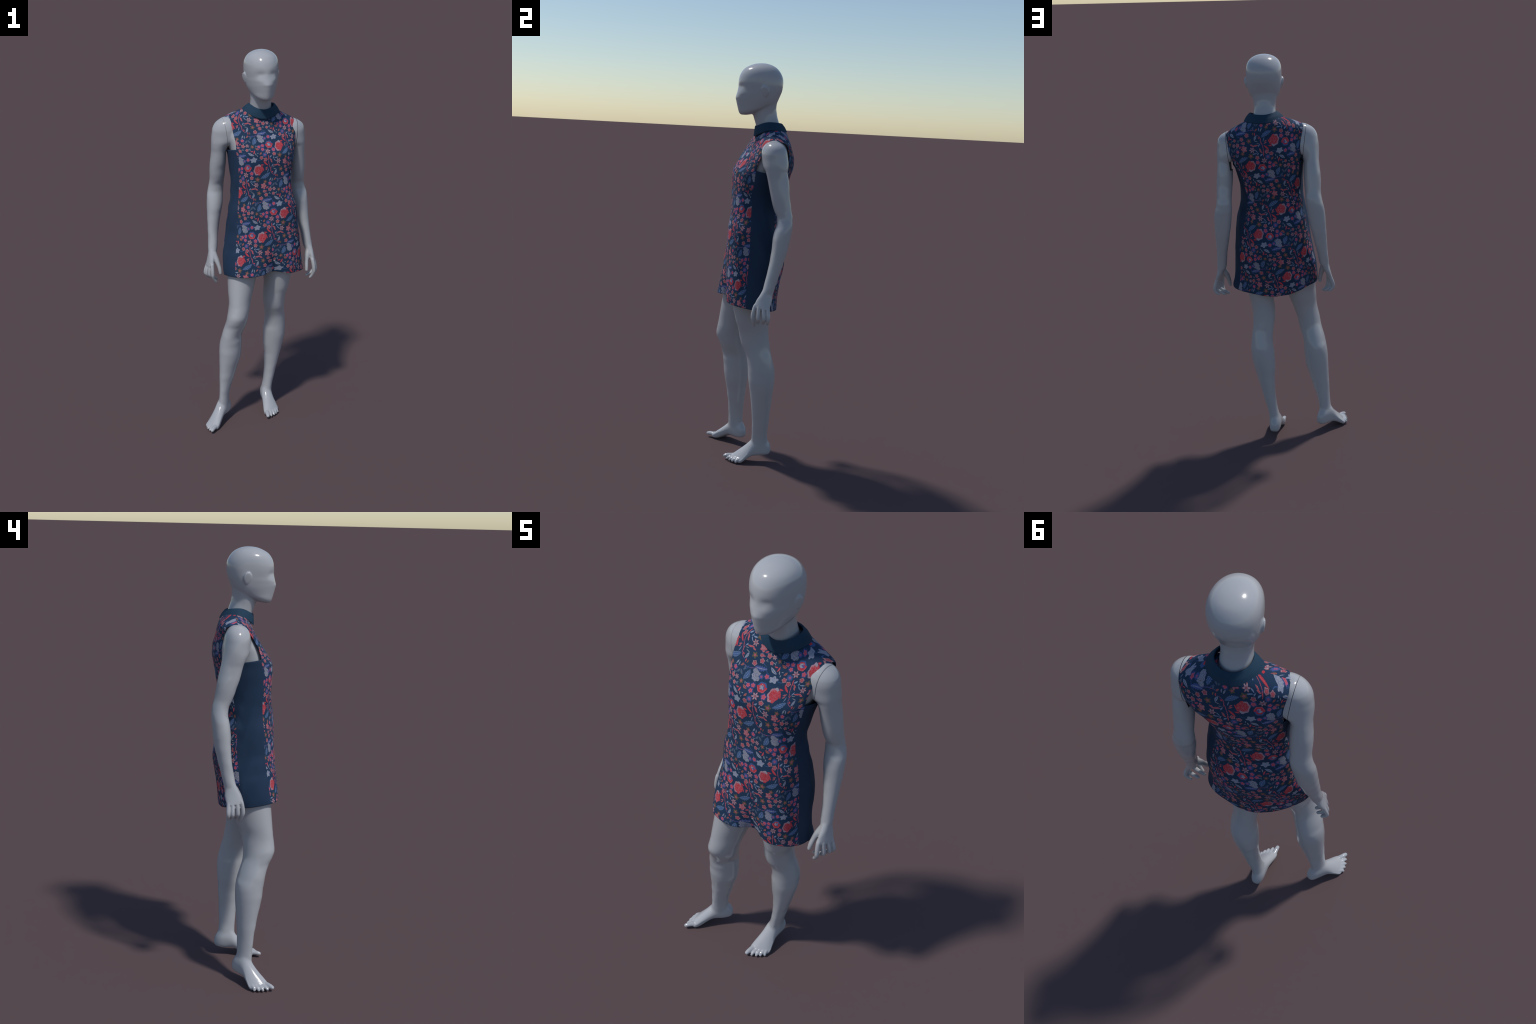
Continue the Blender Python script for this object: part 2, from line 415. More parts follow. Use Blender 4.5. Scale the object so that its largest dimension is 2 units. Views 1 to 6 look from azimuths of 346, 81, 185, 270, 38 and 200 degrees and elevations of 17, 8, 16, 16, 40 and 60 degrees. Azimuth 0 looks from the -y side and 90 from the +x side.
def build_dress():
    heights = np.concatenate([np.linspace(1.706, 1.655, 16), np.linspace(1.651, ARMHOLE, 40), np.linspace(ARMHOLE - .004, 1.0, 110), np.linspace(.996, .845, 40)])
    cut_row = int(np.argmin(abs(heights - ARMHOLE)))
    grid, tag = [], None
    for z in heights:
        ring = dress_ring(z)
        cyc = np.vstack([ring, ring, ring])
        par = {}
        for name, tab in SEAMS.items():
            tx, ty = smooth_curve(tab, z)[0]
            par[name] = int(np.argmin((ring[:, 0] - tx) ** 2 + (ring[:, 1] - ty) ** 2))
            # refine between samples
            i = par[name]
            best, arg = 1e9, i
            for s in np.linspace(-1, 1, 41):
                k = i + s
                j = int(math.floor(k)) % 720
                f = k - math.floor(k)
                p = ring[j] * (1 - f) + ring[(j + 1) % 720] * f
                dd = (p[0] - tx) ** 2 + (p[1] - ty) ** 2
                if dd < best:
                    best, arg = dd, k
            par[name] = arg
        # go round: right front -> (front) -> left front -> left side -> left back -> back -> right back -> right side
        rf, lf, lb, rb = par["right_front"], par["left_front"], par["left_back"], par["right_back"]
        lf += 720 * (lf < rf)
        lb += 720 * np.ceil((lf - lb) / 720 - 1e-9)
        rb += 720 * np.ceil((lb - rb) / 720 - 1e-9)
        end = rf + 720
        if lb - lf > 500: lb -= 720
        if end - rb > 500: end = rb
        stops = [(rf, lf, N_FRONT), (lf, lb, N_SIDE), (lb, rb, N_FRONT), (rb, end, N_SIDE)]
        row, tags = [], []
        for part, (a, b, n) in enumerate(stops):
            for q in np.arange(n) / n:
                k = a + (b - a) * q
                j = int(math.floor(k))
                f = k - j
                p = ring[j % 720] * (1 - f) + ring[(j + 1) % 720] * f
                row.append((p, part, q))
                tags.append(part)
        grid.append(row)
        tag = tags
    rows, cols = len(grid), len(grid[0])
    P = np.array([[c[0] for c in r] for r in grid])
    # underarm edge drops towards the back
    for i, z in enumerate(heights):
        fade = max(0, 1 - abs(z - ARMHOLE) / .13)
        fade = fade * fade * (3 - 2 * fade)
        for j in range(cols):
            _, part, q = grid[i][j]
            drop = {0: 0, 1: q, 2: max(0, 1 - q / .25) + max(0, 1 - (1 - q) / .25), 3: 1 - q}[part]
            P[i, j, 2] -= .026 * drop * fade
    # hem line
    for j in range(cols):
        h = hem_height(*P[-1, j, :2])
        for i, z in enumerate(heights):
            if z < 1.0:
                f = (1.0 - z) / (1.0 - heights[-1])
                P[i, j, 2] = 1.0 - f * (1.0 - h) + (P[i, j, 2] - z) * (1 - f)
    # relief along the horizontal outward direction
    Q = P.copy()
    for i, z in enumerate(heights):
        t = np.roll(P[i], -1, 0) - np.roll(P[i], 1, 0)
        nrm = np.stack([t[:, 1], -t[:, 0]], 1)
        nrm /= np.linalg.norm(nrm, axis=1)[:, None] + 1e-9
        for j in range(cols):
            d = cloth_relief(P[i, j], P[i, j, 2], tag[j] in (1, 3))
            if z > 1.64:
                d *= max(0, (1.70 - z) / .06)
            Q[i, j, :2] += nrm[j] * d
    verts = Q.reshape(-1, 3)
    faces, mats = [], []
    for i in range(rows - 1):
        for j in range(cols):
            part = tag[j]
            if part in (1, 3) and i < cut_row:
                continue
            k = (j + 1) % cols
            faces.append([i * cols + j, (i + 1) * cols + j, (i + 1) * cols + k, i * cols + k])
            mats.append(part)
    me = bpy.data.meshes.new("cloth")
    me.from_pydata(verts.tolist(), [], faces)
    for p, m in zip(me.polygons, mats):
        p.material_index = m
    bm = bmesh.new()
    bm.from_mesh(me)
    bmesh.ops.remove_doubles(bm, verts=bm.verts, dist=.0004)
    loose = [v for v in bm.verts if not v.link_faces]
    bmesh.ops.delete(bm, geom=loose, context="VERTS")
    bmesh.ops.recalc_face_normals(bm, faces=bm.faces)
    # soften the grid where panels meet the shoulder
    for _ in range(3):
        bmesh.ops.smooth_vert(bm, verts=[v for v in bm.verts if not v.is_boundary], factor=.5, use_axis_x=True, use_axis_y=True, use_axis_z=True)
    bm.to_mesh(me)
    bm.free()
    return me


def thicken(me, thickness):
    ob = bpy.data.objects.new("cloth", me)
    bpy.context.collection.objects.link(ob)
    for _ in range(4):
        me.materials.append(None)
    m = ob.modifiers.new("thick", "SOLIDIFY")
    m.thickness, m.offset, m.use_even_offset = thickness, -1, False
    done = bpy.data.meshes.new_from_object(ob.evaluated_get(bpy.context.evaluated_depsgraph_get()))
    bpy.data.objects.remove(ob)
    return done


def split_by_material(me, names, parent, materials):
    n = len(me.vertices)
    co = np.empty(n * 3, np.float32); me.vertices.foreach_get("co", co); co = co.reshape(-1, 3)
    nor = np.empty(n * 3, np.float32); me.vertices.foreach_get("normal", nor); nor = nor.reshape(-1, 3)
    groups = {}
    for p in me.polygons:
        groups.setdefault(p.material_index, []).append(list(p.vertices))
    made = []
    for idx, faces in sorted(groups.items()):
        used = np.unique(np.concatenate(faces))
        new = np.full(n, -1); new[used] = np.arange(len(used))
        part = bpy.data.meshes.new(names[idx])
        part.from_pydata(co[used].tolist(), [], [[int(new[i]) for i in f] for f in faces])
        made.append(make_object(names[idx], part, parent, materials[idx]))
        part.normals_split_custom_set_from_vertices(nor[used].tolist())
    return made


# ------------------------------------------------------------------ collar
def collar_mesh():
    """Ribbed band: lower edge on the dress, upper edge folded over."""
    n = 240
    t = np.arange(n) / n * TAU
    c, s = np.cos(t), np.sin(t)

    def ring(cx, cy, ax, by_front, by_back, z_right, z_left, z_front, z_back, ribs=.0005):
        y = cy + np.where(s < 0, by_front, by_back) * s
        x = cx + ax * c
        zs = np.where(c < 0, z_right, z_left)
        zf = np.where(s < 0, z_front, z_back)
        w = c * c
        z = zs * w + zf * (1 - w)
        k = 1 + ribs / .08 * np.cos(t * 120)
        return np.stack([cx + (x - cx) * k, cy + (y - cy) * k, z], 1)

    low = ring(.0585, .050, .0985, .0775, .0815, 1.702, 1.685, 1.655, 1.682)
    mid = ring(.0605, .047, .0860, .0730, .0735, 1.716, 1.704, 1.678, 1.702)
    top = ring(.0620, .043, .0700, .0670, .0650, 1.728, 1.721, 1.699, 1.717)
    lip = ring(.0625, .042, .0665, .0645, .0625, 1.7305, 1.7235, 1.7015, 1.7195, 0)
    inn = ring(.0625, .042, .0630, .0615, .0595, 1.728, 1.721, 1.699, 1.717, 0)
    ind = ring(.0600, .046, .0720, .0660, .0650, 1.706, 1.694, 1.672, 1.692, 0)
    keys = [low, mid, top, lip, inn, ind]
    base = ring(.0570, .050, .0950, .0750, .0790, 1.699, 1.682, 1.652, 1.679, 0)
    rings = [base]
    for a, b, m in ((low, mid, 8), (mid, top, 8), (top, lip, 3), (lip, inn, 3), (inn, ind, 6)):
        for q in np.arange(m) / m:
            rings.append(a * (1 - q) + b * q)
    rings.append(ind)
    verts = np.vstack(rings)
    faces = [[i * n + j, i * n + (j + 1) % n, (i + 1) * n + (j + 1) % n, (i + 1) * n + j] for i in range(len(rings) - 1) for j in range(n)]
    me = bpy.data.meshes.new("collar")
    me.from_pydata(verts.tolist(), [], faces)
    bm = bmesh.new(); bm.from_mesh(me)
    bmesh.ops.recalc_face_normals(bm, faces=bm.faces)
    bm.to_mesh(me); bm.free()
    return me


# ------------------------------------------------------------------ shoulder joint
def cut(me, point, normal, above=1.47, side=0):
    """Slice the skin at the shoulder joint, drop the part on the normal side and close it."""
    bm = bmesh.new()
    bm.from_mesh(me)
    faces = [f for f in bm.faces if f.calc_center_median().z > above]
    geom = list({v for f in faces for v in f.verts}) + list({e for f in faces for e in f.edges}) + faces
    res = bmesh.ops.bisect_plane(bm, geom=geom, dist=1e-6, plane_co=Vector(point), plane_no=Vector(normal), clear_outer=True)
    edges = [e for e in res["geom_cut"] if isinstance(e, bmesh.types.BMEdge)]
    bmesh.ops.edgeloop_fill(bm, edges=edges)
    bm.normal_update()
    bm.to_mesh(me)
    bm.free()


RIGHT_JOINT = ((-.1405, .05, 1.60), (-.9938, 0, -.111))
LEFT_JOINT = ((.2395, .05, 1.57), (.9938, 0, -.111))


# ------------------------------------------------------------------ assembly
def build(skin, cloth_front, cloth_back, cloth_plain, cloth_collar):
    root = bpy.data.objects.new("dressed_mannequin", None)
    bpy.context.collection.objects.link(root)
    root["label"] = "glossy grey faceless mannequin in a sleeveless navy floral dress"
    root["category"] = "mannequin"

    body = Soup()
    body.loft(head_rings())
    ear(body, -1)
    ear(body, 1)
    zs = np.arange(1.63, 1.831, .006)
    body.loft([oval(HEAD_X - .002, cy, a, b, 0, z, 48) for z, (cy, a, b) in zip(zs, smooth_curve(NECK, zs))])
    zs = np.arange(.92, 1.70, .01)
    body.loft([list(dress_ring(z, 96, -.013 - .012 * max(0, min(1, (1.1 - z) / .15)))) for z in zs])
    limb(body, [r for r in RIGHT_ARM if r[0] > 1.51])
    limb(body, [r for r in LEFT_ARM if r[0] > 1.485])
    limb(body, RIGHT_LEG)
    limb(body, LEFT_LEG)
    foot(body, (-.1895, .0390), math.radians(41.5), -1)
    foot(body, (.0415, .1430), math.radians(5), 1)
    me = body.skin("body", .0024, 6, [
        (30, lambda x, y, z: bump(z, .16, 1.70, .03)),
        (70, lambda x, y, z: bump(z, .075, .16, .03)),
        (25, lambda x, y, z: bump(z, 1.70, 1.80, .02) * bump(y, -.045, .2, .02)),
        (5, lambda x, y, z: bump(z, 1.80, 2.1, .02) * bump(np.abs(x - HEAD_X), 0, .070, .006)),
        (20, lambda x, y, z: bump(z, 1.91, 2.1, .02))])
    cut(me, tuple(np.array(RIGHT_JOINT[0]) + (.001, 0, 0)), RIGHT_JOINT[1])
    cut(me, tuple(np.array(LEFT_JOINT[0]) - (.001, 0, 0)), LEFT_JOINT[1])

    def region(p):
        x, y, z = p
        if z > 1.70:
            if abs(x - HEAD_X) > .0795 and abs(y - .004) < .03 and 1.83 < z < 1.90 and abs(x - HEAD_X) - .0795 > .2 * (z - 1.8635) - .004:
                return "ear#r" if x < HEAD_X else "ear#l"
            return "head" if z > 1.79 - .45 * (y + .02) and z > 1.7525 - .10 * (y + .05) else "neck"
        if z > .93:
            return "torso"
        side = "r" if x < -.08 + .10 * z else "l"
        return ("foot#" if z < .115 else "leg#") + side
    parts = split_regions(me, region, root, skin)
    for s in "rl":
        parts["foot#" + s].parent = parts["leg#" + s]
        if "ear#" + s in parts:
            parts["ear#" + s].parent = parts["head"]

    for table, joint, flip, args in (
        (RIGHT_ARM, RIGHT_JOINT, -1, dict(
            wrist=(-.230, .064, .972), knuckles=[(-.247, .011, .892), (-.254, .030, .889), (-.260, .050, .886), (-.263, .068, .888)],
            middles=[(-.248, .003, .846), (-.260, .026, .844), (-.271, .049, .843), (-.276, .069, .844)],
            tips=[(-.230, .018, .801), (-.224, .036, .811), (-.236, .056, .814), (-.256, .069, .817)],
            thumb=[(-.228, .042, .950), (-.219, .026, .918), (-.211, .014, .888), (-.207, .008, .866), (-.206, .005, .850)], bulge=V3(-.010, 0, -.004))),
        (LEFT_ARM, LEFT_JOINT, 1, dict(
            wrist=(.297, .045, .942), knuckles=[(.304, -.014, .864), (.315, .003, .860), (.323, .024, .857), (.328, .044, .858)],
            middles=[(.307, -.023, .813), (.322, .001, .812), (.332, .027, .812), (.339, .047, .813)],
            tips=[(.288, -.012, .772), (.273, .007, .781), (.293, .029, .783), (.319, .046, .786)],
            thumb=[(.293, .028, .918), (.281, .012, .890), (.272, -.001, .862), (.268, -.013, .837), (.266, -.019, .818)], bulge=V3(.010, 0, -.004)))):
        s = Soup()
        limb(s, table)
        hand(s, **args)
        m = s.skin("arm", .002, 5, [(25, lambda x, y, z: bump(z, args["wrist"][2] - .02, 1.8, .03))])
        cut(m, tuple(np.array(joint[0]) + (flip * .001, 0, 0)), tuple(-np.array(joint[1])), above=1.45)
        wz = args["wrist"][2] - .005
        a = split_regions(m, lambda p: "arm" if p[2] > wz else "hand", root, skin)
        a["hand"].parent = a["arm"]

    dress = bpy.data.objects.new("dress", None)
    bpy.context.collection.objects.link(dress)
    dress.parent = root
    cloth = thicken(build_dress(), .0028)
    split_by_material(cloth, ["front_panel", "side_panel", "back_panel", "side_panel"], dress, [cloth_front, cloth_plain, cloth_back, cloth_plain])
    make_object("collar", collar_mesh(), dress, cloth_collar)
    return root

# ------------------------------------------------------------------ materials
class Nodes:
    """Small helper to write node trees as expressions."""

    def __init__(self, tree):
        self.t = tree

    def new(self, kind, **props):
        n = self.t.nodes.new(kind)
        for k, v in props.items():
            setattr(n, k, v)
        return n

    def put(self, socket, value):
        if isinstance(value, bpy.types.NodeSocket):
            self.t.links.new(value, socket)
        else:
            socket.default_value = value

    def math(self, op, a, b=0.0, c=0.0, clamp=False):
        n = self.new("ShaderNodeMath", operation=op, use_clamp=clamp)
        for s, v in zip(n.inputs, (a, b, c)):
            self.put(s, v)
        return n.outputs[0]

    def vec(self, op, a, b=(0, 0, 0), c=(0, 0, 0)):
        n = self.new("ShaderNodeVectorMath", operation=op)
        for s, v in zip(n.inputs, (a, b, c)):
            self.put(s, v)
        return n.outputs["Value"] if op in ("DOT_PRODUCT", "LENGTH") else n.outputs["Vector"]

    def mix(self, fac, a, b):
        n = self.new("ShaderNodeMix", data_type="RGBA")
        self.put(n.inputs["Factor"], fac)
        self.put(n.inputs[6], a if isinstance(a, bpy.types.NodeSocket) else (*a, 1))
        self.put(n.inputs[7], b if isinstance(b, bpy.types.NodeSocket) else (*b, 1))
        return n.outputs[2]

    def ramp(self, fac, stops, mode="CONSTANT"):
        n = self.new("ShaderNodeValToRGB")
        n.color_ramp.interpolation = mode
        e = n.color_ramp.elements
        while len(e) < len(stops):
            e.new(.5)
        for el, (p, c) in zip(e, stops):
            el.position = p
        for el, (p, c) in zip(e, stops):
            el.position, el.color = p, (*c, 1)
        self.put(n.inputs[0], fac)
        return n.outputs[0]

    def noise(self, vector, scale, detail=2.0, rough=.5):
        n = self.new("ShaderNodeTexNoise")
        self.put(n.inputs["Vector"], vector)
        n.inputs["Scale"].default_value, n.inputs["Detail"].default_value, n.inputs["Roughness"].default_value = scale, detail, rough
        return n


def material(name):
    m = bpy.data.materials.new(name)
    m.use_nodes = True
    g = Nodes(m.node_tree)
    return m, g, m.node_tree.nodes["Principled BSDF"]


NAVY, RED, CORAL, PINK, WHITE = (.013, .036, .078), (.54, .038, .050), (.54, .100, .125), (.44, .215, .245), (.33, .34, .40)
BLUE, VIOLET, PALE, OLIVE, SLATE, TEAL = (.048, .105, .26), (.085, .100, .29), (.19, .26, .39), (.125, .098, .058), (.085, .13, .21), (.030, .085, .16)
MAROON, DUSK = (.30, .05, .06), (.032, .070, .185)

# the repeat of the print: two steps on the cloth (metres), rose at the origin of the repeat
STEP_A, STEP_B = (-.1235, -.1165), (0.0, -.349)
FLOWERS = {  # petals, petal depth, colours from the centre outwards
    "pinkflower": (5, .17, [(0, RED), (.16, CORAL), (.66, (.60, .11, .19)), (.86, (.20, .09, .25))]),
    "roundflower": (5, .12, [(0, CORAL), (.40, MAROON), (.50, CORAL), (.60, NAVY), (.67, PINK), (.93, (.40, .16, .14))]),
    "starflower": (6, .28, [(0, CORAL), (.20, NAVY), (.36, PINK), (.58, WHITE), (.80, CORAL), (.93, OLIVE)]),
    "brownflower": (5, .20, [(0, VIOLET), (.15, CORAL), (.36, (.45, .13, .11)), (.46, OLIVE)]),
    "blueflower": (8, .10, [(0, CORAL), (.14, VIOLET), (.26, CORAL), (.46, VIOLET), (.86, BLUE)])}
LEAVES = {  # colours from the midrib outwards, teeth of the edge
    "leaf_blue": ([(0, PALE), (.10, BLUE), (.42, SLATE), (.60, BLUE), (.80, PALE)], .14),
    "leaf_violet": ([(0, WHITE), (.12, VIOLET), (.40, BLUE), (.60, VIOLET), (.85, BLUE)], .22),
    "leaf_slate": ([(0, OLIVE), (.12, SLATE), (.70, BLUE), (.85, OLIVE)], .05),
    "leaf_white": ([(0, BLUE), (.20, WHITE), (.72, PALE), (.85, OLIVE)], .06),
    "leaf_pale": ([(0, WHITE), (.25, PALE), (.75, BLUE)], .05),
    "leaf_coralblue": ([(0, RED), (.45, CORAL), (.72, VIOLET), (.88, PALE)], .04),
    "leaf_coralbrown": ([(0, OLIVE), (.25, CORAL), (.60, (.40, .12, .09)), (.80, OLIVE)], .05),
    "leaf_coralpale": ([(0, RED), (.30, CORAL), (.62, PINK)], .05),
    "stroke_coral": ([(0, CORAL), (.6, RED)], 0), "stroke_red": ([(0, CORAL), (.25, RED)], .05), "stroke_white": ([(0, WHITE), (.6, OLIVE)], 0),
    "stroke_brown": ([(0, (.35, .10, .06)), (.5, OLIVE)], 0), "stroke_slate": ([(0, PALE), (.5, SLATE)], 0)}
STEMS = {"stem_a": (CORAL, VIOLET), "stem_b": (VIOLET, CORAL), "stem_c": (BLUE, TEAL)}
# kind, place in the repeat (steps), half length, half width (metres), angle (degrees)
MOTIFS = [
    ("rose", -0.006, -0.003, 0.0247, 0.0309, -20),
    ("bud", 0.434, -0.188, 0.0188, 0.0188, 0),
    ("peony", -0.264, -0.377, 0.0178, 0.0183, 0),
    ("peony", -0.183, -0.452, 0.0096, 0.0087, 20),
    ("leaf_blue", 0.040, -0.456, 0.0217, 0.0110, 68),
    ("leaf_slate", 0.371, 0.431, 0.0110, 0.0046, 50),
    ("leaf_slate", 0.249, 0.471, 0.0110, 0.0046, -55),
    ("leaf_slate", 0.182, 0.440, 0.0103, 0.0041, 80),
    ("pinkflower", -0.479, 0.363, 0.0087, 0.0087, 10),
    ("brownflower", -0.282, 0.269, 0.0101, 0.0101, 0),
    ("leaf_coralblue", -0.228, 0.329, 0.0105, 0.0039, 65),
    ("leaf_coralblue", -0.352, 0.379, 0.0092, 0.0041, 35),
    ("leaf_coralblue", -0.256, 0.395, 0.0114, 0.0046, -12),
    ("roundflower", -0.472, 0.449, 0.0098, 0.0098, 0),
    ("starflower", 0.357, -0.498, 0.0098, 0.0098, 0),
    ("roundflower", 0.394, -0.442, 0.0076, 0.0076, 30),
    ("brownflower", 0.157, -0.412, 0.0096, 0.0096, 40),
    ("pinkflower", -0.117, -0.312, 0.0087, 0.0087, 0),
    ("pinkflower", -0.277, -0.274, 0.0087, 0.0087, 30),
    ("pinkflower", -0.256, -0.224, 0.0087, 0.0087, 50),
    ("leaf_coralbrown", -0.031, -0.311, 0.0110, 0.0064, -20),
    ("sprout", 0.489, 0.424, 0.0059, 0.0046, 30),
    ("sprout", -0.442, 0.495, 0.0055, 0.0046, -30),
    ("sprout", 0.280, -0.414, 0.0064, 0.0050, 60),
    ("sprout", -0.003, -0.362, 0.0064, 0.0046, 10),
    ("starflower", -0.460, -0.119, 0.0142, 0.0142, 15),
    ("pinkflower", 0.277, -0.050, 0.0101, 0.0101, 20),
    ("roundflower", 0.284, 0.014, 0.0098, 0.0098, 15),
    ("brownflower", 0.037, 0.124, 0.0133, 0.0133, 10),
    ("stroke_coral", 0.211, -0.359, 0.0073, 0.0027, 5),
    ("stroke_coral", 0.118, -0.314, 0.0114, 0.0032, 70),
    ("stroke_white", 0.062, -0.262, 0.0078, 0.0027, -75),
    ("leaf_white", 0.258, -0.327, 0.0178, 0.0073, -32),
    ("leaf_coralbrown", -0.138, -0.203, 0.0092, 0.0046, 50),
    ("leaf_white", -0.026, -0.248, 0.0046, 0.0021, 10),
    ("leaf_white", 0.004, -0.213, 0.0050, 0.0023, 75),
    ("blueflower", -0.307, -0.120, 0.0101, 0.0101, 0),
    ("roundflower", -0.160, -0.128, 0.0098, 0.0098, 40),
    ("roundflower", -0.331, -0.042, 0.0098, 0.0098, 0),
    ("leaf_violet", -0.336, -0.445, 0.0263, 0.0114, 6),
    ("blueflower", -0.425, -0.333, 0.0078, 0.0078, 0),
    ("pinkflower", 0.407, -0.296, 0.0092, 0.0092, 45),
    ("tulip_white", 0.170, -0.210, 0.0178, 0.0133, 18),
    ("stroke_red", -0.325, 0.009, 0.0183, 0.0046, -48),
    ("stroke_red", -0.181, -0.017, 0.0092, 0.0034, -8),
    ("stroke_red", -0.216, 0.057, 0.0119, 0.0034, -72),
    ("leaf_coralpale", -0.360, 0.088, 0.0087, 0.0027, 25),
    ("leaf_coralpale", -0.352, 0.109, 0.0078, 0.0025, 40),
    ("stroke_slate", -0.418, 0.153, 0.0114, 0.0023, 70),
    ("leaf_coralpale", 0.444, 0.038, 0.0092, 0.0032, -40),
    ("leaf_coralpale", 0.421, 0.074, 0.0092, 0.0032, -60),
    ("stroke_coral", -0.463, -0.024, 0.0114, 0.0023, -85),
    ("leaf_pale", 0.453, -0.008, 0.0087, 0.0046, 40),
    ("leaf_pale", 0.189, 0.101, 0.0137, 0.0034, 6),
    ("leaf_pale", 0.273, 0.107, 0.0101, 0.0027, -52),
    ("leaf_pale", 0.326, 0.051, 0.0069, 0.0032, 60),
    ("starflower", 0.109, 0.181, 0.0137, 0.0137, 0),
    ("tulip_pink", -0.206, 0.305, 0.0142, 0.0151, 0),
    ("leaf_coralpale", 0.233, 0.194, 0.0172, 0.0037, 8),
    ("leaf_pale", 0.386, 0.145, 0.0080, 0.0032, 55),
    ("leaf_coralpale", 0.092, 0.252, 0.0092, 0.0037, -25),
    ("stroke_white", 0.344, 0.185, 0.0078, 0.0014, 5),
    ("stroke_white", 0.279, 0.236, 0.0096, 0.0018, -18),
    ("brownflower", 0.003, 0.339, 0.0119, 0.0119, 0),
    ("roundflower", -0.216, 0.387, 0.0073, 0.0073, 0),
    ("roundflower", -0.293, 0.466, 0.0096, 0.0096, 20),
    ("roundflower", -0.073, 0.441, 0.0101, 0.0101, 0),
    ("leaf_white", 0.256, 0.290, 0.0142, 0.0059, 65),
    ("stroke_coral", 0.243, 0.344, 0.0069, 0.0027, 85),
    ("stroke_brown", 0.168, 0.375, 0.0069, 0.0025, 75),
    ("stroke_coral", 0.391, 0.240, 0.0055, 0.0027, -40),
    ("leaf_blue", -0.309, 0.190, 0.0293, 0.0105, 28),
    ("leaf_white", 0.500, 0.311, 0.0105, 0.0034, 62),
    ("leaf_white", 0.417, 0.345, 0.0092, 0.0027, 82),
    ("leaf_coralbrown", 0.301, 0.378, 0.0087, 0.0041, 45),
    ("stem_a", 0.407, 0.227, 0.0229, 0.0092, -68),
    ("stem_b", 0.047, 0.453, 0.0320, 0.0069, 5),
    ("stem_a", -0.489, 0.061, 0.0389, 0.0057, -82),
    ("stem_c", -0.364, 0.496, 0.0206, 0.0046, -45),
    ("stem_c", 0.399, -0.327, 0.0206, 0.0046, -45),
    ("stem_c", 0.141, 0.451, 0.0137, 0.0046, 45),
    ("stem_c", -0.061, -0.131, 0.0137, 0.0037, 5),
    ("stem_c", -0.195, 0.343, 0.0183, 0.0023, 88),
]


